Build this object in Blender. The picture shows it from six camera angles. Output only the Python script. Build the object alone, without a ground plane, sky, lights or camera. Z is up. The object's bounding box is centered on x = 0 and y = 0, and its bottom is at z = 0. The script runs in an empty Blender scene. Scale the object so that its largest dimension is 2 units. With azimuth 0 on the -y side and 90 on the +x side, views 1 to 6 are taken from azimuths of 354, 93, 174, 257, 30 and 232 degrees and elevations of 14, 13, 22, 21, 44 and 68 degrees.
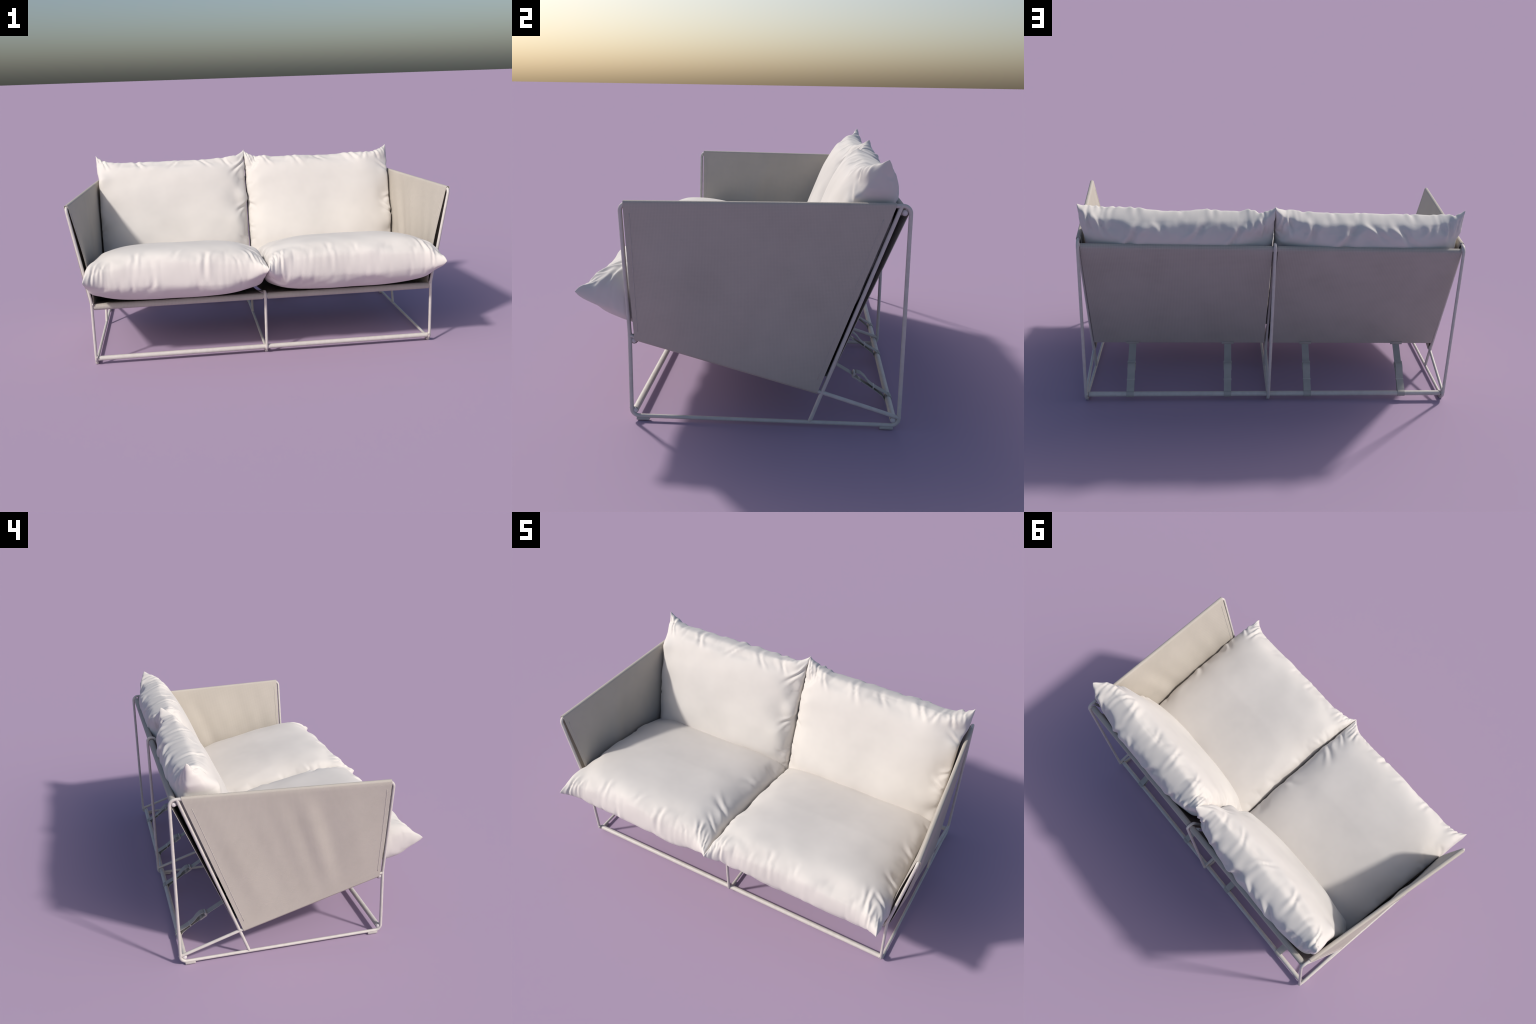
import bpy, bmesh, math
import numpy as np
from mathutils import Vector, Matrix

# ------------------------------------------------------------------ helpers
def link(ob, parent=None):
    bpy.context.scene.collection.objects.link(ob)
    if parent is not None:
        ob.parent = parent
    return ob

def mesh_object(name, verts, faces, mat, parent, smooth=True):
    me = bpy.data.meshes.new(name)
    me.from_pydata([tuple(map(float, v)) for v in verts], [], faces)
    me.polygons.foreach_set("use_smooth", [smooth] * len(me.polygons))
    me.materials.append(mat)
    me.update()
    return link(bpy.data.objects.new(name, me), parent)

def merge(*parts):
    V, F = [], []
    for v, f in parts:
        o = len(V)
        V += [tuple(p) for p in v]
        F += [tuple(i + o for i in q) for q in f]
    return V, F

def fillet(points, radius, closed=False, seg=6):
    """Round the corners of a polyline, returning a denser polyline."""
    pts = [Vector(p) for p in points]
    n, out = len(pts), []
    for i, p in enumerate(pts):
        if not closed and i in (0, n - 1):
            out.append(p); continue
        a, b = pts[i - 1] - p, pts[(i + 1) % n] - p
        la, lb = a.length, b.length
        a.normalize(); b.normalize()
        ang = a.angle(b)
        if ang > math.radians(178):
            out.append(p); continue
        d = min(radius / math.tan(ang / 2), la * .45, lb * .45)
        r = d * math.tan(ang / 2)
        c = p + (a + b).normalized() * (r / math.sin(ang / 2))
        s, e = p + a * d - c, p + b * d - c
        sweep = s.angle(e)
        axis = s.cross(e).normalized()
        for k in range(seg + 1):
            out.append(c + Matrix.Rotation(sweep * k / seg, 3, axis) @ s)
    return out

def tube(path, r, closed=False, sides=16, caps=True):
    """Round tube swept along a polyline."""
    pts = [Vector(p) for p in path]
    n = len(pts)
    V, F = [], []
    up = None
    for i, p in enumerate(pts):
        if closed:
            t = (pts[(i + 1) % n] - pts[i - 1]).normalized()
        else:
            t = (pts[min(i + 1, n - 1)] - pts[max(i - 1, 0)]).normalized()
        if up is None:
            up = Vector((0, 0, 1)) if abs(t.z) < .8 else Vector((1, 0, 0))
        up = (up - t * up.dot(t)).normalized()
        s = t.cross(up)
        for k in range(sides):
            a = 2 * math.pi * k / sides
            V.append(p + (up * math.cos(a) + s * math.sin(a)) * r)
    rings = n if closed else n - 1
    for i in range(rings):
        j = (i + 1) % n
        for k in range(sides):
            l = (k + 1) % sides
            F.append((i * sides + k, j * sides + k, j * sides + l, i * sides + l))
    if caps and not closed:
        F.append(tuple(range(sides)))
        F.append(tuple((n - 1) * sides + k for k in reversed(range(sides))))
    return V, F

def box(c, size, bevel=0.0):
    bm = bmesh.new()
    bmesh.ops.create_cube(bm, size=1)
    bmesh.ops.scale(bm, vec=size, verts=bm.verts)
    if bevel:
        bmesh.ops.bevel(bm, geom=list(bm.edges), offset=bevel, segments=2, affect='EDGES', profile=.5)
    bmesh.ops.translate(bm, vec=c, verts=bm.verts)
    bm.verts.index_update()
    r = [v.co.copy() for v in bm.verts], [tuple(v.index for v in f.verts) for f in bm.faces]
    bm.free()
    return r

def thick_sheet(fn, nu, nv, th):
    """Closed thin cloth around the mid surface fn(s, t), s,t in 0..1."""
    mid = np.array([[fn(i / nu, j / nv) for j in range(nv + 1)] for i in range(nu + 1)], float)
    du, dv = np.gradient(mid, axis=0), np.gradient(mid, axis=1)
    nrm = np.cross(du, dv)
    nrm /= np.linalg.norm(nrm, axis=2, keepdims=True) + 1e-12
    A, B = mid + nrm * th / 2, mid - nrm * th / 2
    m = nv + 1
    V = list(A.reshape(-1, 3)) + list(B.reshape(-1, 3))
    o = (nu + 1) * m
    F = []
    for i in range(nu):
        for j in range(nv):
            a, b, c, d = i * m + j, (i + 1) * m + j, (i + 1) * m + j + 1, i * m + j + 1
            F.append((a, b, c, d)); F.append((o + d, o + c, o + b, o + a))
    for i in range(nu):
        a, b = i * m, (i + 1) * m
        F.append((a, o + a, o + b, b))
        a, b = i * m + nv, (i + 1) * m + nv
        F.append((a, b, o + b, o + a))
    for j in range(nv):
        a, b = j, j + 1
        F.append((a, b, o + b, o + a))
        a, b = nu * m + j, nu * m + j + 1
        F.append((a, o + a, o + b, b))
    return V, F

def flat_by_angle(ob, deg=40):
    me = ob.data
    bm = bmesh.new(); bm.from_mesh(me)
    for e in bm.edges:
        if len(e.link_faces) == 2 and e.calc_face_angle(0) > math.radians(deg):
            e.smooth = False
    bm.to_mesh(me); bm.free()

# ------------------------------------------------------------------ materials
def new_mat(name):
    m = bpy.data.materials.new(name)
    m.use_nodes = True
    nt = m.node_tree
    return m, nt, nt.nodes["Principled BSDF"]

def ramp(nt, fac, stops):
    n = nt.nodes.new("ShaderNodeValToRGB")
    while len(n.color_ramp.elements) < len(stops):
        n.color_ramp.elements.new(.5)
    for e, (p, c) in zip(n.color_ramp.elements, stops):
        e.position, e.color = p, (*c, 1)
    nt.links.new(fac, n.inputs[0])
    return n.outputs[0]

def noise(nt, vec, scale, detail=3, rough=.5):
    n = nt.nodes.new("ShaderNodeTexNoise")
    n.inputs["Scale"].default_value = scale
    n.inputs["Detail"].default_value = detail
    n.inputs["Roughness"].default_value = rough
    nt.links.new(vec, n.inputs["Vector"])
    return n.outputs["Fac"]

def math_node(nt, op, a, b=None):
    n = nt.nodes.new("ShaderNodeMath"); n.operation = op
    for k, x in enumerate((a, b)):
        if x is None: continue
        if isinstance(x, (int, float)): n.inputs[k].default_value = x
        else: nt.links.new(x, n.inputs[k])
    return n.outputs[0]

def weave(nt, vec, freq, axes):
    """Over-under thread pattern: product of two sine waves along the given axes."""
    sep = nt.nodes.new("ShaderNodeSeparateXYZ")
    nt.links.new(vec, sep.inputs[0])
    out = None
    for ax in axes:
        s = math_node(nt, 'SINE', math_node(nt, 'MULTIPLY', sep.outputs[ax], freq))
        s = math_node(nt, 'ABSOLUTE', s)
        out = s if out is None else math_node(nt, 'ADD', out, s)
    return math_node(nt, 'MULTIPLY', out, 1 / len(axes))

def bump(nt, bsdf, height, strength, dist):
    b = nt.nodes.new("ShaderNodeBump")
    b.inputs["Strength"].default_value = strength
    b.inputs["Distance"].default_value = dist
    nt.links.new(height, b.inputs["Height"])
    nt.links.new(b.outputs[0], bsdf.inputs["Normal"])

def object_coords(nt):
    return nt.nodes.new("ShaderNodeTexCoord").outputs["Object"]

def cushion_material():
    m, nt, b = new_mat("off_white_cotton")
    co = object_coords(nt)
    f = noise(nt, co, 3.2, 4, .55)
    col = ramp(nt, f, [(.3, (.635, .602, .570)), (.7, (.72, .682, .643))])
    nt.links.new(col, b.inputs["Base Color"])
    b.inputs["Roughness"].default_value = .85
    b.inputs["Specular IOR Level"].default_value = .2
    b.inputs["Sheen Weight"].default_value = .08
    h = math_node(nt, 'ADD', math_node(nt, 'MULTIPLY', weave(nt, co, 1400, (0, 1, 2)), .25), noise(nt, co, 160, 2))
    bump(nt, b, h, .12, .0012)
    return m

def sling_material(name, axes, lo, hi, freq):
    m, nt, b = new_mat(name)
    co = object_coords(nt)
    f = math_node(nt, 'ADD', math_node(nt, 'MULTIPLY', weave(nt, co, freq, axes), .45),
                  math_node(nt, 'MULTIPLY', noise(nt, co, 5, 4, .6), .7))
    col = ramp(nt, f, [(.25, lo), (.75, hi)])
    nt.links.new(col, b.inputs["Base Color"])
    b.inputs["Roughness"].default_value = .8
    b.inputs["Specular IOR Level"].default_value = .25
    bump(nt, b, weave(nt, co, freq, axes), .3, .0012)
    return m

def metal_material():
    m, nt, b = new_mat("powder_coated_steel")
    co = object_coords(nt)
    col = ramp(nt, noise(nt, co, 40, 4), [(.3, (.56, .525, .49)), (.7, (.62, .585, .55))])
    nt.links.new(col, b.inputs["Base Color"])
    b.inputs["Roughness"].default_value = .45
    b.inputs["Specular IOR Level"].default_value = .4
    bump(nt, b, noise(nt, co, 900, 2), .08, .0004)
    return m

def plain_material(name, col, rough):
    m, nt, b = new_mat(name)
    co = object_coords(nt)
    c = ramp(nt, noise(nt, co, 30, 3), [(.3, tuple(x * .94 for x in col)), (.7, tuple(min(1, x * 1.05) for x in col))])
    nt.links.new(c, b.inputs["Base Color"])
    b.inputs["Roughness"].default_value = rough
    return m

MAT_CUSHION = cushion_material()
MAT_SLING = sling_material("beige_mesh_fabric", (0, 2), (.355, .33, .295), (.455, .425, .385), 430)
MAT_ARM = sling_material("beige_arm_fabric", (1, 2), (.41, .375, .33), (.49, .45, .40), 620)
MAT_METAL = metal_material()
MAT_STRAP = plain_material("grey_beige_webbing", (.42, .40, .37), .85)
MAT_PLASTIC = plain_material("beige_plastic", (.50, .47, .44), .4)
MAT_BOLT = plain_material("zinc_bolt", (.66, .62, .62), .35)

# ------------------------------------------------------------------ the sofa
sofa = link(bpy.data.objects.new("sofa", None))
sofa["label"] = "two-seat metal-frame outdoor sofa with puffy off-white cushions"
sofa["category"] = "sofa"

R_TUBE = .0076          # bent wire frame
R_RAIL = .0126          # straight cross rails
X_SIDE, X_FLARE = .9055, .9915
Y_F, Y_B = -.4095, .5985
Z_LO, Z_HI, Z_SEAT = .0150, .8455, .337
RAIL_F, RAIL_B = (-.3985, .0335), (.5785, .0335)
RAIL_SEAT, RAIL_TOP = (-.3960, .3160), (.5785, .8200)
JOINT = (.309, .136)
BRACE_FOOT = .2655

def seat_line(y):       # height of the sloping seat tube
    return Z_SEAT + (JOINT[1] - Z_SEAT) * (y - Y_F) / (JOINT[0] - Y_F)

def end_frame(sx):
    x = sx * X_SIDE
    loop = fillet([(x, Y_F, Z_LO), (x, Y_F, .345), (sx * X_FLARE, Y_F - .002, Z_HI),
                   (x, Y_B, Z_HI), (x, Y_B, Z_LO)], .028, closed=True, seg=8)
    seat = [(x, Y_F, Z_SEAT), (x, *JOINT), (x, Y_B, .046)]
    back = [(x + sx * .0035, .5655, Z_HI), (x, *JOINT), (x, BRACE_FOOT, Z_LO)]
    weld = tube([(x - .002, *JOINT), (x + .002, *JOINT)], .011)
    return merge(tube(loop, R_TUBE, True), tube(seat, R_TUBE), tube(back, R_TUBE), weld)

def centre_frame():
    front = fillet([(0, .2, seat_line(.2) + .004), (0, Y_F, .345), (0, Y_F, Z_LO),
                    (0, Y_B, Z_LO), (0, Y_B, Z_HI - .003), (0, .560, Z_HI - .003), (0, *JOINT)], .024, seg=8)
    seat = [(0, .15, seat_line(.15)), (0, *JOINT), (0, Y_B, .046)]
    brace = [(0, *JOINT), (0, BRACE_FOOT, Z_LO)]
    return merge(tube(front, R_TUBE), tube(seat, R_TUBE), tube(brace, R_TUBE))

def bolt(p, sx, parent):
    x, y, z = p
    ring = []
    for dx, r in ((0, .011), (.003, .0115), (.006, .010), (.0085, .006), (.0095, .0)):
        ring.append((dx, r))
    V, F = [], []
    for dx, r in ring:
        for k in range(12):
            a = 2 * math.pi * k / 12
            V.append((x + sx * dx, y + r * math.cos(a), z + r * math.sin(a)))
    for i in range(len(ring) - 1):
        for k in range(12):
            l = (k + 1) % 12
            F.append((i * 12 + k, i * 12 + l, (i + 1) * 12 + l, (i + 1) * 12 + k))
    F.append(tuple(range(12)))
    return mesh_object("bolt", V, F, MAT_BOLT, parent)

def bracket(sx, rail, corner):
    """Small welded plate between the end of a rail and the bent tube beside it."""
    x = sx * (X_SIDE - .006)
    c = ((rail[0] + corner[0]) / 2, (rail[1] + corner[1]) / 2)
    d = Vector((corner[0] - rail[0], corner[1] - rail[1]))
    V, F = box((0, 0, 0), (.006, .016, d.length + .014), .002)
    a = math.atan2(d.x, d.y)
    rot = Matrix.Rotation(-a, 3, 'X')
    return [rot @ v + Vector((x, *c)) for v in V], F

frames = []
for sx in (1, -1):
    v, f = end_frame(sx)
    plates = [bracket(sx, RAIL_F, (Y_F - .001, .046)), bracket(sx, RAIL_B, (Y_B, .046)),
              bracket(sx, RAIL_SEAT, (Y_F, .335)), bracket(sx, RAIL_TOP, (Y_B - .008, .833))]
    fr = mesh_object("support_frame", *merge((v, f), *plates), MAT_METAL, sofa)
    flat_by_angle(fr, 50)
    for (y, z) in (RAIL_F, RAIL_B, RAIL_SEAT, RAIL_TOP):
        bolt((sx * (X_SIDE - .007), y, z), sx, fr)
    frames.append((fr, sx * X_SIDE))
fr = mesh_object("support_frame", *centre_frame(), MAT_METAL, sofa)
flat_by_angle(fr, 50)
frames.append((fr, 0))
for fr, x in frames:
    for y in (-.366, .553):
        ft = mesh_object("foot_pad", *box((x, y, .0055), (.017, .050, .011), .0025), MAT_PLASTIC, fr)
        flat_by_angle(ft, 30)

# cross rails: one per half, butting against the centre frame
for y, z in (RAIL_F, RAIL_B, RAIL_SEAT, RAIL_TOP):
    for a, b in ((-X_SIDE + .010, -.0055), (.0055, X_SIDE - .010)):
        r = mesh_object("cross_rail", *tube([(a, y, z), (b, y, z)], R_RAIL, sides=24), MAT_METAL, sofa)
        flat_by_angle(r, 50)

# ------------------------------------------------------------------ fabric slings
FOLD = (.337, .190)
R_SLEEVE = R_RAIL + .0022

def sling_profile():
    """Side profile (y, z): round the front rail, back along the seat, up the back, round the top rail."""
    p = []
    fy, fz = RAIL_SEAT
    for a in np.radians(np.arange(-60, 281, 20)):      # sleeve on the front rail
        p.append((fy + R_SLEEVE * math.sin(a) * -1, fz - R_SLEEVE * math.cos(a)))
    p = p[::1]
    # order so that the path leaves the top of the rail toward the back
    p = [(fy + R_SLEEVE * math.cos(t), fz + R_SLEEVE * math.sin(t)) for t in np.radians(np.arange(330, 79, -25))]
    n = 14
    s = p[-1]
    for k in range(1, n):
        t = k / n
        p.append((s[0] + (FOLD[0] - s[0]) * t, s[1] + (FOLD[1] - s[1]) * t - .008 * math.sin(math.pi * t)))
    ty, tz = RAIL_TOP
    e = (ty + R_SLEEVE * math.cos(math.radians(-20)), tz + R_SLEEVE * math.sin(math.radians(-20)))
    for k in range(0, 19):
        t = k / 18
        t = t if k else .012
        p.append((FOLD[0] + (e[0] - FOLD[0]) * t, FOLD[1] + (e[1] - FOLD[1]) * t + .0))
    for a in range(0, 226, 25):
        p.append((ty + R_SLEEVE * math.cos(math.radians(a)), tz + R_SLEEVE * math.sin(math.radians(a))))
    return p

prof = sling_profile()
for sx in (1, -1):
    x0, x1 = sx * .013, sx * .8965
    n = len(prof) - 1
    def fn(s, t):
        y, z = prof[int(round(s * n))]
        return (x0 + (x1 - x0) * t, y, z)
    sl = mesh_object("fabric_sling", *thick_sheet(fn, n, 24, .0022), MAT_SLING, sofa)
    flat_by_angle(sl, 60)
    # stitched hem lines of the sleeve pockets
    ty, tz = RAIL_TOP
    dv = Vector((0, RAIL_TOP[0] + .012 - FOLD[0], RAIL_TOP[1] - FOLD[1])).normalized()
    hem_c = Vector((0, RAIL_TOP[0] + .0125, RAIL_TOP[1])) - dv * .035
    hem = tube([(x0 + sx * .015, hem_c.y + .0005, hem_c.z), (x1 - sx * .015, hem_c.y + .0005, hem_c.z)], .0009, sides=6)
    mesh_object("seam_thread", *hem, MAT_STRAP, sl)

# straps from the fold to the low back rail
def ribbon(path, x0, x1, th):
    """Flat webbing following a (y, z) path; x slides from x0 to x1."""
    pts = [Vector((0, *p)) for p in path]
    L = [0]
    for a, b in zip(pts, pts[1:]): L.append(L[-1] + (b - a).length)
    n = len(pts) - 1
    def fn(s, t):
        i = int(round(s * n))
        x = x0 + (x1 - x0) * L[i] / L[-1]
        return (x + (t - .5) * .0365, pts[i].y, pts[i].z)
    return thick_sheet(fn, n, 2, th)

def strap(xt, xb):
    top, bot = Vector((0, FOLD[0] - .004, FOLD[1] + .002)), Vector((0, RAIL_B[0] - .002, RAIL_B[1] + R_RAIL + .0018))
    d = (bot - top).normalized()
    nrm = Vector((0, -d.z, d.y))
    if nrm.z < 0: nrm = -nrm
    L = (bot - top).length
    P = lambda s, h: tuple((top + d * (s * L) + nrm * h)[1:])
    lower = [P(s, h) for s, h in ((0, 0), (.2, 0), (.42, 0), (.50, -.003), (.60, -.006), (.72, -.007), (.85, -.010), (.95, -.014))]
    cy, cz = RAIL_B
    wrap = [(cy + (R_RAIL + .0018) * math.cos(a), cz + (R_RAIL + .0018) * math.sin(a)) for a in np.radians(np.arange(215, 461, 20))]
    upper = [P(s, h) for s, h in ((.96, .001), (.85, .001), (.74, .002), (.66, .006), (.58, .016), (.50, .020), (.44, .015), (.425, .006), (.43, .002))]
    upper[0] = (upper[0][0], upper[0][1] + .002)
    path = lower + wrap[0:] + upper
    dense = []
    for a, b in zip(path, path[1:]):
        for k in range(3):
            t = k / 3
            dense.append((a[0] + (b[0] - a[0]) * t, a[1] + (b[1] - a[1]) * t))
    dense.append(path[-1])
    n1 = len(dense)
    # x follows the distance from the fold
    pts = [Vector((0, *p)) for p in dense]
    fr_ = [max(0, min(1, (p - top).dot(d) / L)) for p in pts]
    def fn(s, t):
        i = int(round(s * (n1 - 1)))
        return (xt + (xb - xt) * fr_[i] + (t - .5) * .0365, pts[i].y, pts[i].z)
    st = mesh_object("strap", *thick_sheet(fn, n1 - 1, 2, .0020), MAT_STRAP, sofa)
    flat_by_angle(st, 60)
    def place(s, h, size, bev):
        c = top + d * (s * L) + nrm * h
        rot = Matrix((Vector((1, 0, 0)), d, nrm)).transposed()
        V, F = box((0, 0, 0), size, bev)
        return [rot @ v + c + Vector((xt + (xb - xt) * s, 0, 0)) for v in V], F
    bk = mesh_object("buckle", *merge(place(.425, .004, (.042, .012, .016), .003), place(.49, -.006, (.042, .040, .007), .003),
                                      place(.55, -.008, (.040, .012, .006), .002)), MAT_PLASTIC, st)
    flat_by_angle(bk, 30)
    lp = mesh_object("strap_keeper", *place(.765, -.002, (.041, .006, .011), .0015), MAT_PLASTIC, st)
    flat_by_angle(lp, 30)
    # sewn reinforcement patch on the fold
    bd = Vector((0, RAIL_TOP[0] + .012 - FOLD[0], RAIL_TOP[1] - FOLD[1])).normalized()
    pc = Vector((0, *FOLD)) + bd * .009 + Vector((0, .0030, -.001))
    rot = Matrix((Vector((1, 0, 0)), bd, Vector((1, 0, 0)).cross(bd))).transposed()
    V, F = box((0, 0, 0), (.064, .018, .0022), .0008)
    mesh_object("strap_patch", [rot @ v + pc + Vector((xt, 0, 0)) for v in V], F, MAT_STRAP, st)

for xt, xb in ((.700, .692), (.205, .207), (-.207, -.200), (-.701, -.688)):
    strap(xt, xb)

# ------------------------------------------------------------------ armrest covers
def armrest(sx):
    """A fabric sleeve hung over the flared arm tube: outer and inner sheets joined over the tube and along the bottom."""
    TF, TB = (-.3985, .8455), (.5465, .8455)
    BF, BB = (-.3905, .3265), (.2920, .1390)
    def rail_x(y):
        return X_FLARE + (X_SIDE - X_FLARE) * (y - Y_F) / (Y_B - Y_F)
    rng = np.random.default_rng(5 if sx > 0 else 9)
    ph = rng.uniform(0, 6.28, 6)
    rs = R_TUBE + .0022
    na = 8
    ns = 30
    n_prof = 2 * ns + na + 4
    def fn(s, t):
        # t runs front to back, s runs: outer bottom -> up -> over the tube -> down inner -> bottom
        k = s * n_prof
        top = Vector((rail_x(TF[0] + (TB[0] - TF[0]) * t), TF[0] + (TB[0] - TF[0]) * t, TF[1]))
        bot = Vector((X_SIDE, BF[0] + (BB[0] - BF[0]) * t, BF[1] + (BB[1] - BF[1]) * t))
        def side(f, sgn):
            # f 0 at the top, 1 at the bottom
            p = top.lerp(bot, f)
            gap = rs * (1 - f) + .009 * f
            bulge = math.sin(math.pi * f ** .8)
            low = math.sin(math.pi * f ** 1.4)
            if sgn > 0:
                out = gap + (.018 if sx > 0 else .007) * low * math.exp(-((t - .20) / .17) ** 2)
            else:
                out = gap + .003 * bulge + .010 * low * math.exp(-(t / .14) ** 2)
            fold = 0
            for q in range(4):
                fr = 2.6 + 1.9 * q
                fold += math.sin(fr * 2 * math.pi * (t + .10 * (f - .5)) + ph[q] + sgn) / (1 + .5 * q)
            fold *= .0030 * bulge * math.sin(math.pi * min(1, max(0, t * 1.02)))
            return Vector((p.x + sgn * out + fold, p.y, p.z))
        if k <= ns:
            f = 1 - k / ns
            p = side(f, 1)
        elif k < ns + na:
            a = math.pi * (k - ns) / na
            p = top + Vector((rs * math.cos(a), 0, rs * math.sin(a)))
        elif k <= 2 * ns + na:
            p = side((k - ns - na) / ns, -1)
        else:
            a = math.pi * (k - 2 * ns - na) / 4
            p = bot + Vector((-.009 * math.cos(a), 0, -.009 * math.sin(a)))
        return (sx * p.x, p.y, p.z)
    V, F = thick_sheet(fn, n_prof, 40, .0018)
    if sx < 0:
        F = [tuple(reversed(f)) for f in F]
    ob = mesh_object("armrest_cover", V, F, MAT_ARM, sofa)
    flat_by_angle(ob, 60)
    # hem seams: a raised thread line parallel to each open edge, outside and inside
    seams = []
    for side_s in (0, 1):
        for t in (.022, .972):
            pts = []
            for i in range(2, ns - 1):
                s = (i if side_s == 0 else i + ns + na) / n_prof
                a, b, c = Vector(fn(s, t)), Vector(fn(s + 1e-3, t)), Vector(fn(s, t + 1e-3))
                nn = (b - a).cross(c - a).normalized()
                want = sx if side_s == 0 else -sx
                if nn.x * want < 0: nn = -nn
                pts.append(a + nn * .0012)
            seams.append(tube(pts, .0011, sides=6))
    mesh_object("seam_thread", *merge(*seams), MAT_PLASTIC, ob)

armrest(1)
armrest(-1)

# ------------------------------------------------------------------ cushions
def resample(P, n):
    """Bilinear upsample of (2, m, m, 3) sheets to n x n."""
    m = P.shape[1]
    g = np.linspace(0, m - 1, n)
    i = np.minimum(g.astype(int), m - 2); f = (g - i)[:, None]
    A = P[:, i] * (1 - f[None, :, :, None]) + P[:, i + 1] * f[None, :, :, None]
    B = A[:, :, i] * (1 - f[None, None]) + A[:, :, i + 1] * f[None, None]
    return B

NOISE = {49: .006, 97: .003}
def inflate(w, h, seed, zmax, levels=((25, 60, 12), (49, 60, 12), (97, 60, 12)), press=.00025):
    """Sewn flat bag of cloth, blown up by position-based dynamics: gives the puckers along the seams."""
    rng = np.random.default_rng(seed)
    P = None
    K = 22
    gather_u, gather_v = rng.uniform(.80, .98, (2, K)), rng.uniform(.80, .98, (2, K))
    for ga in (gather_u, gather_v):
        ga[:, [0, -1]] = .99; ga[:, [1, -2]] = .95
    for N, steps, it in levels:
        if P is None:
            g = np.linspace(-1, 1, N)
            U, W = np.meshgrid(g, g, indexing='ij')
            P = np.zeros((2, N, N, 3))
            P[..., 0], P[..., 1] = U * w / 2, W * h / 2
            bul = (1 - U ** 2) * (1 - W ** 2) * .05
            P[0, ..., 2], P[1, ..., 2] = bul, -bul
            P[..., 2] += rng.normal(0, .002, (2, N, N)) * (bul > 0)
        else:
            P = resample(P, N)
            big = rng.normal(0, 1, (2, N // 3 + 1, N // 3 + 1, 1))
            P[..., 2:] += resample(big, N) * NOISE[N] * (np.abs(P[..., 2:]) > .004)
        vel = np.zeros_like(P)
        dx, dy = w / (N - 1), h / (N - 1)
        rx = np.full((2, N - 1, N, 1), dx); ry = np.full((2, N, N - 1, 1), dy)
        kk = np.linspace(0, K - 1, N - 1)
        for e, j in ((0, 0), (1, N - 1)):
            rx[:, :, j, 0] *= np.interp(kk, range(K), gather_u[e])
            ry[:, j, :, 0] *= np.interp(kk, range(K), gather_v[e])
        dd = math.hypot(dx, dy)
        def solve(A, B, r, k=1.0, push=1.0):
            d = B - A
            l = np.sqrt((d * d).sum(-1, keepdims=True)) + 1e-9
            c = (l - r) / l
            c = np.where(c > 0, c * k, c * k * push) * .5
            d *= c
            A += d; B -= d
        def sew():
            m = (P[0] + P[1]) / 2
            for sl in ((0, slice(None)), (-1, slice(None)), (slice(None), 0), (slice(None), -1)):
                P[0][sl] = m[sl]; P[1][sl] = m[sl]
        pr = press * 24 / (N - 1)
        for st in range(steps):
            gx = np.gradient(P, axis=1); gy = np.gradient(P, axis=2)
            nrm = np.cross(gx, gy)
            nrm /= np.linalg.norm(nrm, axis=-1, keepdims=True) + 1e-12
            nrm[1] *= -1
            vel = vel * .90 + nrm * pr
            old = P.copy()
            P += vel
            for _ in range(it):
                for o in (0, 1):
                    solve(P[:, o:-1:2], P[:, o + 1::2], rx[:, o::2])
                    solve(P[:, :, o:-1:2], P[:, :, o + 1::2], ry[:, :, o::2])
                for o in (0, 1):
                    solve(P[:, o:-1:2, :-1], P[:, o + 1::2, 1:], dd, .4)
                    solve(P[:, o:-1:2, 1:], P[:, o + 1::2, :-1], dd, .4)
                sew()
                P[..., 2] = np.where(np.abs(P[..., 2]) > zmax, P[..., 2] - np.sign(P[..., 2]) * (np.abs(P[..., 2]) - zmax) * .5, P[..., 2])
            vel = P - old
        # light smoothing to kill the mesh-scale jitter
    for _ in range(2):
        Q = P.copy()
        Q[:, 1:-1, 1:-1] = .5 * P[:, 1:-1, 1:-1] + .125 * (P[:, 2:, 1:-1] + P[:, :-2, 1:-1] + P[:, 1:-1, 2:] + P[:, 1:-1, :-2])
        P = Q
    return P

def lowpass(D, n):
    """Diffuse a field over the two sewn sheets."""
    D = D.copy()
    for _ in range(n):
        Q = np.zeros((2, D.shape[1] + 2, D.shape[2] + 2, 3))
        Q[:, 1:-1, 1:-1] = D
        # across the seam the neighbour is the other sheet
        Q[:, 0, 1:-1] = D[::-1, 1]; Q[:, -1, 1:-1] = D[::-1, -2]
        Q[:, 1:-1, 0] = D[::-1, :, 1]; Q[:, 1:-1, -1] = D[::-1, :, -2]
        D = .2 * D + .2 * (Q[:, 2:, 1:-1] + Q[:, :-2, 1:-1] + Q[:, 1:-1, 2:] + Q[:, 1:-1, :-2])
    return D

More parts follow.
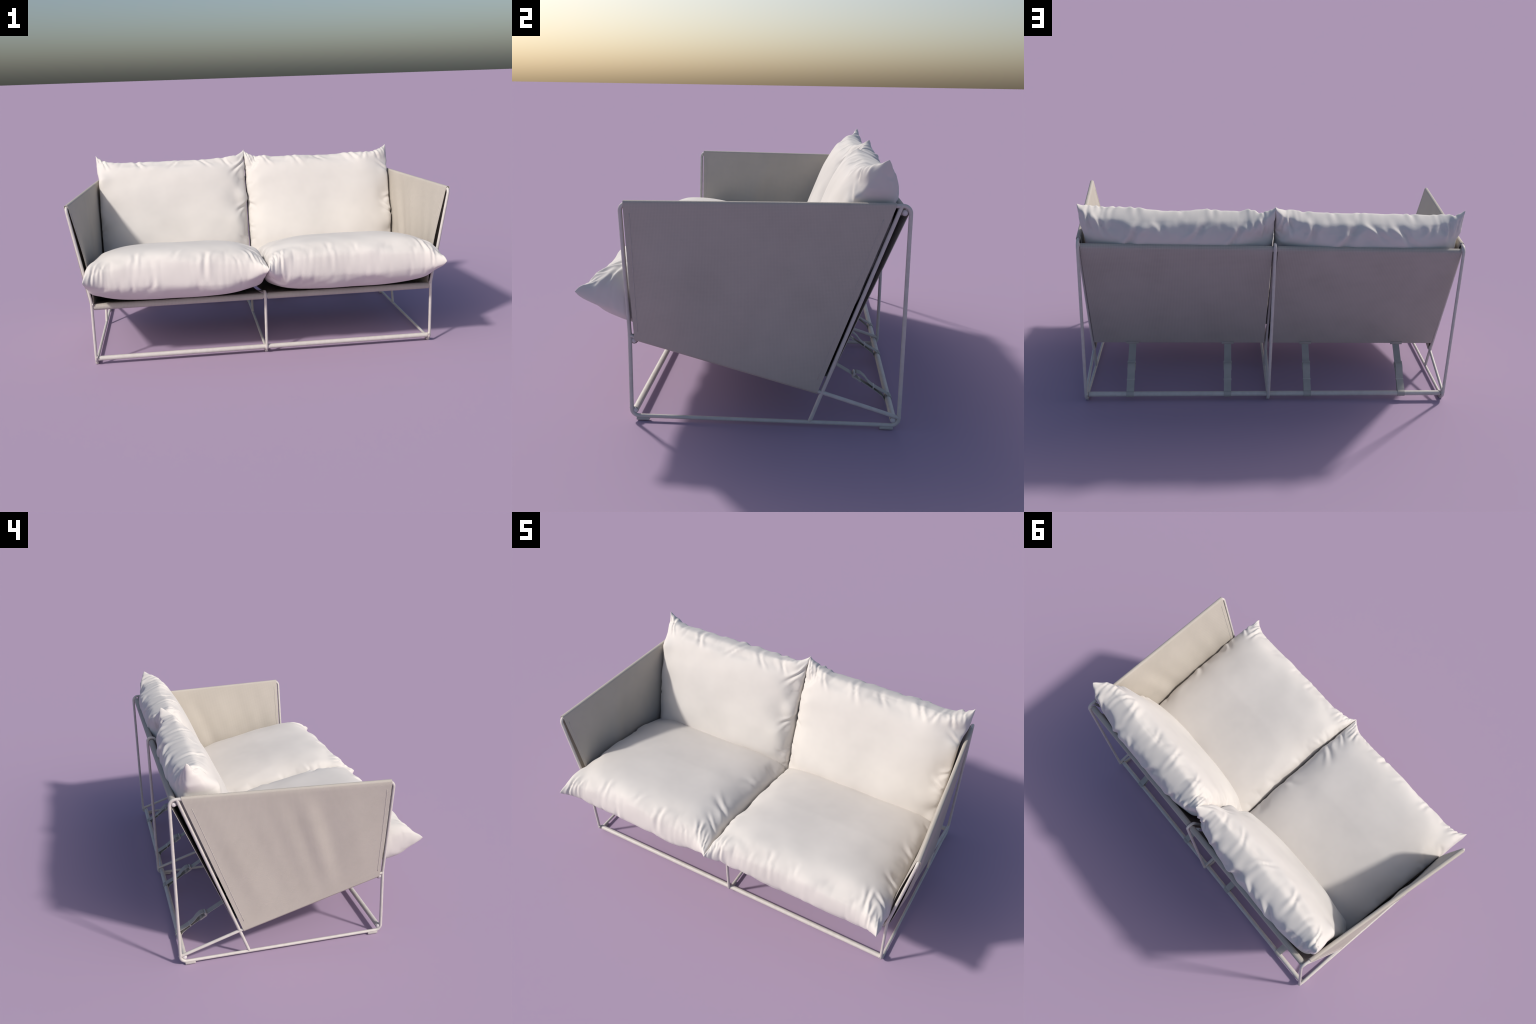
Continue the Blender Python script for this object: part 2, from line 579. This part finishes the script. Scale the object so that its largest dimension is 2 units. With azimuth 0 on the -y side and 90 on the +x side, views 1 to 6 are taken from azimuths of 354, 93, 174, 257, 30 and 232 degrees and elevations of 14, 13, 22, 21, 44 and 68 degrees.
def pillow_base(N, w, h, top, bot, tip, tip_len, n=3.2, ex=.37, taper=0, swell=0, tip_lift=(0, 0)):
    g = np.linspace(-1, 1, N)
    s = .35 * g + .65 * np.sin(np.pi / 2 * g)
    U, W = np.meshgrid(s, s, indexing='ij')
    prof = ((1 - np.abs(U) ** n) * (1 - np.abs(W) ** n)).clip(0) ** ex
    # corner tips pull outward
    du, dv = (1 - np.abs(U)) * w / 2, (1 - np.abs(W)) * h / 2
    tipf = np.exp(-(du + dv) / tip_len)
    B = np.zeros((2, N, N, 3))
    B[..., 0] = U * w / 2 + np.sign(U) * tipf * tip[0]
    B[..., 1] = W * h / 2 + np.sign(W) * tipf * tip[1]
    B[0, ..., 2], B[1, ..., 2] = top * prof * (1 - taper * np.clip(W + .1, 0, 1)) * (1 - swell * W), -bot * prof
    B[..., 2] += tipf * np.where(U < 0, *tip_lift) * (W < 0)
    return B, U, W

def sheet_normals(B):
    n = np.cross(np.gradient(B, axis=1), np.gradient(B, axis=2))
    n /= np.linalg.norm(n, axis=-1, keepdims=True) + 1e-12
    n[1] *= -1
    return n

def pinch(P, nrm, size, edge, pos, sheet, start, length, width, depth, skew):
    """One fold running in from a seam. edge: 'lo','hi' (v seams) or 'left','right' (u seams); pos 0..1 along it."""
    N = P.shape[1]
    g = np.linspace(-1, 1, N)
    U, W = np.meshgrid(g, g, indexing='ij')
    w, h = size[0] * 1.1, size[1] * 1.1
    if edge in ('lo', 'hi'):
        a = (U + 1) / 2 * w - pos * w
        d = ((1 + W) if edge == 'lo' else (1 - W)) * h / 2
    else:
        a = (W + 1) / 2 * h - pos * h
        d = ((1 + U) if edge == 'left' else (1 - U)) * w / 2
    length = length * (.78 if sheet else 1)
    t = (d - start) / length
    a = a - skew * (d - start)
    win = np.clip(1 - np.abs(t), 0, 1)
    win = win * win * (3 - 2 * win)
    wd = width * (.45 + .55 * np.clip(np.abs(t), 0, 1))
    f = -1.15 * np.exp(-np.sqrt(a * a + (.22 * wd) ** 2) / (.55 * wd)) + .75 * np.exp(-((a - 1.35 * wd) / (.9 * wd)) ** 2) + .4 * np.exp(-((a + 1.8 * wd) / (1.1 * wd)) ** 2)
    P[sheet] += nrm[sheet] * (1.45 * depth * win * f)[..., None]

def along(D, axis, n):
    """Smooth a field along one grid direction only."""
    D = np.moveaxis(D, axis, 1).copy()
    for _ in range(n):
        E = D.copy()
        E[:, 1:-1] = .5 * D[:, 1:-1] + .25 * (D[:, 2:] + D[:, :-2])
        D = E
    return np.moveaxis(D, 1, axis)

def puckers(sim, base):
    """What the simulated cloth does along its seams, without its overall form."""
    D = sim - base
    N = D.shape[1]
    g = np.linspace(-1, 1, N)
    du, dv = np.meshgrid(1 - np.abs(g), 1 - np.abs(g), indexing='ij')
    wu = dv ** 2 / (du ** 2 + dv ** 2 + 1e-6)          # near the u seams the folds repeat along v
    Dv, Du = D - along(D, 2, 70), D - along(D, 1, 70)
    out = wu[None, ..., None] * Dv + (1 - wu)[None, ..., None] * Du
    near = np.minimum(du, dv)
    env = np.exp(-(near / .42) ** 2) * np.clip((np.maximum(du, dv) - .05) / .14, 0, 1)
    return out * env[None, ..., None]

def lumps(N, seed, cells, amp):
    """Soft random unevenness of the filling, strongest near the seams."""
    rng = np.random.default_rng(seed)
    g = np.linspace(-1, 1, N)
    du, dv = np.meshgrid(1 - np.abs(g), 1 - np.abs(g), indexing='ij')
    tot = np.zeros((2, N, N, 1))
    for c, k in ((cells, 1.0), (cells * 2, .45)):
        f = resample(rng.normal(0, 1, (2, c, c, 1)), N)
        f = along(along(f, 1, 12), 2, 12)
        tot += k * f
    near = np.minimum(du, dv)
    env = (.22 + np.exp(-((near - .16) / .17) ** 2)) * np.clip(near / .06, 0, 1)
    return tot * env[None, ..., None] * amp

def cushion(name, base, sim, amp, to_world, size, pinches=(), limit=None, seed=0, lump=.006):
    P = base + amp * puckers(sim, base)
    P += lowpass(sheet_normals(base), 6) * lumps(P.shape[1], seed, 13, lump)
    nrm = lowpass(sheet_normals(base), 6)
    for q in pinches:
        pinch(P, nrm, size, *q)
    N = P.shape[1]
    Pw = to_world(P)
    if limit: Pw = limit(Pw)
    idx = np.arange(2 * N * N).reshape(2, N, N)
    edge = np.zeros((N, N), bool); edge[0] = edge[-1] = edge[:, 0] = edge[:, -1] = True
    idx[1][edge] = idx[0][edge]
    V = Pw.reshape(-1, 3)
    used = np.unique(idx)
    remap = np.zeros(2 * N * N, int); remap[used] = np.arange(len(used))
    idx = remap[idx]
    a, b, c, d = idx[:, :-1, :-1], idx[:, 1:, :-1], idx[:, 1:, 1:], idx[:, :-1, 1:]
    F0 = np.stack([a[0], b[0], c[0], d[0]], -1).reshape(-1, 4)
    F1 = np.stack([d[1], c[1], b[1], a[1]], -1).reshape(-1, 4)
    ob = mesh_object(name, V[used], np.concatenate([F0, F1]).tolist(), MAT_CUSHION, sofa)
    bm = bmesh.new(); bm.from_mesh(ob.data)
    bmesh.ops.recalc_face_normals(bm, faces=bm.faces)
    bm.to_mesh(ob.data); bm.free()
    md = ob.modifiers.new("subdivision", 'SUBSURF'); md.levels = md.render_levels = 1
    return ob

N = 97
sim_seat = inflate(1.0, 1.0, 3, .15)
sim_back = inflate(1.0, .74, 8, .125)

def smooth_curve(c, n=40):
    for _ in range(n):
        c = np.concatenate([c[:1], .25 * c[:-2] + .5 * c[1:-1] + .25 * c[2:], c[-1:]])
    return c

def fit(sim, base):
    """Stretch a simulated bag so that its smoothed seam outline follows that of the base form."""
    S = sim.copy()
    u = np.linspace(0, 1, N)[:, None]
    for ax in (0, 1):
        get = (lambda A, i: A[0, i, :, 0]) if ax == 0 else (lambda A, i: A[0, :, i, 1])
        lo = smooth_curve(get(S, 0)); hi = smooth_curve(get(S, -1))
        blo, bhi = get(base, 0), get(base, -1)
        X = S[..., ax] if ax == 0 else np.swapaxes(S[..., ax], 1, 2)
        X = blo + (X - lo) / (hi - lo) * (bhi - blo)
        S[..., ax] = X if ax == 0 else np.swapaxes(X, 1, 2)
    return S

def soft_max(x, lim, k=.012):
    """Press x against an upper limit with a rounded onset."""
    d = (x - lim) / k
    return np.where(d > 6, lim, x - k * np.log1p(np.exp(np.minimum(d, 6))))

def arm_inner_x(Y, Z):
    """Inner face of the armrest cover."""
    rail = X_FLARE + (X_SIDE - X_FLARE) * (Y - Y_F) / (Y_B - Y_F)
    f = np.clip((.8455 - Z) / .58, 0, 1)
    return rail + (X_SIDE - rail) * f - .026

def sling_back_y(Z):
    return FOLD[0] + (RAIL_TOP[0] + .010 - FOLD[0]) * (Z - FOLD[1]) / (RAIL_TOP[1] - FOLD[1])

def sling_seat_z(Y):
    return FOLD[1] + (RAIL_SEAT[1] + R_SLEEVE - FOLD[1]) * (FOLD[0] - Y) / (FOLD[0] - RAIL_SEAT[0])

def keep_off_arm(P, sx):
    X, Y, Z = P[..., 0], P[..., 1], P[..., 2]
    inside = np.clip((Y + .43) / .05, 0, 1) * np.clip((.90 - Z) / .05, 0, 1)
    lim = arm_inner_x(Y, Z)
    P[..., 0] = X + inside * (sx * soft_max(X * sx, lim, .004) - X)

SEAT_W, SEAT_H = .914, .885
BACK_W, BACK_H = .908, .634

# hand-set folds: edge, place along it, sheet (0 upper or front, 1 lower or back), start, length, width, depth, skew
SEAT_FOLDS = {
    -1: [('lo', .09, 0, .03, .10, .016, .011, .35), ('lo', .15, 0, .03, .07, .014, .007, .25), ('lo', .33, 0, .08, .09, .016, .007, .05),
         ('lo', .41, 1, .00, .06, .016, .007, -.5), ('lo', .31, 1, .02, .06, .014, .005, .2), ('lo', .62, 0, .05, .09, .018, .010, .10),
         ('lo', .85, 0, .09, .08, .018, .011, -.30), ('lo', .93, 0, .05, .09, .013, .009, -.30), ('lo', .77, 0, .03, .06, .015, .004, -.4),
         ('lo', .50, 0, .10, .07, .02, .003, .3), ('right', .30, 0, .12, .12, .028, .008, .4), ('right', .55, 0, .10, .10, .03, .006, -.3),
         ('right', .18, 0, .10, .09, .02, .006, .5), ('left', .35, 0, .06, .08, .02, .004, .2), ('left', .62, 0, .06, .08, .02, .004, -.2)],
    1: [('lo', .045, 0, .05, .09, .011, .010, .30), ('lo', .085, 0, .06, .09, .011, .012, .20), ('lo', .13, 0, .05, .10, .013, .010, .15),
        ('lo', .39, 0, .06, .10, .014, .008, -.05), ('lo', .30, 0, .05, .06, .016, .003, .1), ('lo', .50, 0, .07, .07, .016, .003, -.1),
        ('lo', .83, 0, .11, .10, .018, .010, -.15), ('lo', .88, 0, .04, .10, .015, .010, -.1), ('lo', .95, 0, .05, .06, .012, .006, -.5),
        ('right', .30, 0, .08, .10, .022, .007, .2), ('right', .50, 0, .08, .10, .025, .006, .2), ('right', .15, 0, .08, .10, .02, .008, .3),
        ('left', .30, 0, .06, .08, .016, .004, .2), ('left', .45, 0, .05, .07, .016, .004, .1)]}
# on the back cushions u runs left to right as seen from the front
BACK_FOLDS = {
    1: [('hi', .90, 1, .05, .09, .022, .012, -.4), ('hi', .82, 1, .06, .10, .022, .010, -.5), ('hi', .67, 1, .10, .12, .026, .015, .3),
        ('hi', .56, 1, .06, .09, .024, .006, -.3), ('hi', .42, 1, .07, .11, .028, .011, .5), ('hi', .26, 1, .09, .12, .026, .012, .4),
        ('hi', .11, 1, .06, .10, .018, .014, -.2), ('hi', .17, 1, .05, .08, .02, .008, .3),
        ('hi', .06, 0, .05, .07, .012, .009, .5), ('hi', .12, 0, .04, .08, .014, .009, .4), ('hi', .20, 0, .06, .09, .018, .006, .5),
        ('hi', .38, 0, .06, .10, .016, .008, .3), ('hi', .50, 0, .05, .08, .018, .006, .4), ('hi', .68, 0, .05, .08, .018, .008, .4),
        ('hi', .76, 0, .05, .08, .018, .007, -.3), ('hi', .85, 0, .05, .08, .02, .008, .3), ('hi', .92, 0, .03, .06, .014, .007, .1),
        ('right', .42, 0, .08, .10, .020, .009, .3), ('right', .52, 0, .07, .08, .016, .005, -.2), ('right', .75, 0, .08, .10, .022, .006, .5),
        ('left', .52, 0, .05, .07, .018, .006, -.3), ('left', .35, 0, .04, .06, .016, .004, -.3)],
    -1: [('hi', .93, 1, .06, .11, .020, .013, .4), ('hi', .86, 1, .06, .09, .022, .009, -.3), ('hi', .74, 1, .07, .12, .026, .015, .1),
         ('hi', .58, 1, .08, .14, .032, .017, .3), ('hi', .47, 1, .06, .10, .026, .010, -.6), ('hi', .36, 1, .08, .12, .032, .012, -.5),
         ('hi', .24, 1, .05, .08, .026, .007, .3), ('hi', .13, 1, .06, .10, .022, .012, .1), ('hi', .07, 1, .05, .07, .016, .010, .3),
         ('hi', .10, 0, .04, .08, .016, .012, .5), ('hi', .33, 0, .05, .08, .018, .010, .3), ('hi', .52, 0, .05, .09, .016, .006, -.5),
         ('hi', .66, 0, .05, .09, .020, .007, .5), ('hi', .80, 0, .06, .08, .022, .005, .5),
         ('right', .50, 0, .08, .09, .018, .008, -.4), ('right', .85, 0, .08, .12, .024, .009, -.6), ('left', .38, 0, .05, .07, .018, .005, .3),
         ('right', .25, 0, .07, .08, .018, .004, .3)]}

for sx in (1, -1):
    # seat: local v runs front to back, third axis up
    base, U, W = pillow_base(N, SEAT_W, SEAT_H, .162, .140, (.004, .056), .042, n=3.8, taper=.19, tip_lift=(-.006 if sx < 0 else .007, .007 if sx < 0 else -.006))
    S = sim_seat
    if sx < 0:
        S = S[:, ::-1, ::-1] * np.array([-1, -1, 1])
        S = np.stack([S[1], S[0]]) * np.array([1, 1, -1])
    slope = math.atan(.19)
    cy, cz = -.120, .416
    def seat_world(P, sx=sx):
        y, z = P[..., 1], P[..., 2]
        Y = cy + y * math.cos(slope) + z * math.sin(slope) * .6
        Z = cz - y * math.sin(slope) + z * math.cos(slope)
        return np.stack([P[..., 0] + sx * .459, Y, Z], -1)
    def seat_limit(P, sx=sx):
        Y, Z = P[..., 1], P[..., 2]
        lim = sling_seat_z(Y) + .004
        P[..., 2] = np.where(Y > -.42, -soft_max(-Z, -lim, .006), Z)
        P[..., 1] = soft_max(P[..., 1], sling_back_y(P[..., 2]) - .006, .006)
        keep_off_arm(P, sx)
        return P
    cushion("seat_cushion", base, fit(S, base), 0.9, seat_world, (SEAT_W, SEAT_H), SEAT_FOLDS[sx], seat_limit, 20 + sx, .0065)
    # back: local v runs bottom to top, third axis toward the sitter
    base, U, W = pillow_base(N, BACK_W, BACK_H, .132, .134, (.006, .058 if sx > 0 else .062), .042, swell=.06)
    S = sim_back
    if sx < 0:
        S = S[:, ::-1] * np.array([-1, 1, 1])
        S = np.stack([S[1], S[0]]) * np.array([1, 1, -1])
    lean = math.atan(.350)
    by, bz = .3915, .6545
    def back_world(P, sx=sx):
        v, z = P[..., 1], P[..., 2]
        Y = by + v * math.sin(lean) - z * math.cos(lean)
        Z = bz + v * math.cos(lean) + z * math.sin(lean)
        return np.stack([P[..., 0] + sx * .456, Y, Z], -1)
    def back_limit(P, sx=sx):
        Y, Z = P[..., 1], P[..., 2]
        lim = sling_back_y(Z) - .006 + np.clip((Z - .80) / .03, 0, 1) * .05
        P[..., 1] = soft_max(Y, lim, .006)
        keep_off_arm(P, sx)
        return P
    cushion("back_cushion", base, fit(S, base), 0.9, back_world, (BACK_W, BACK_H), BACK_FOLDS[sx], back_limit, 30 + sx, .0085)
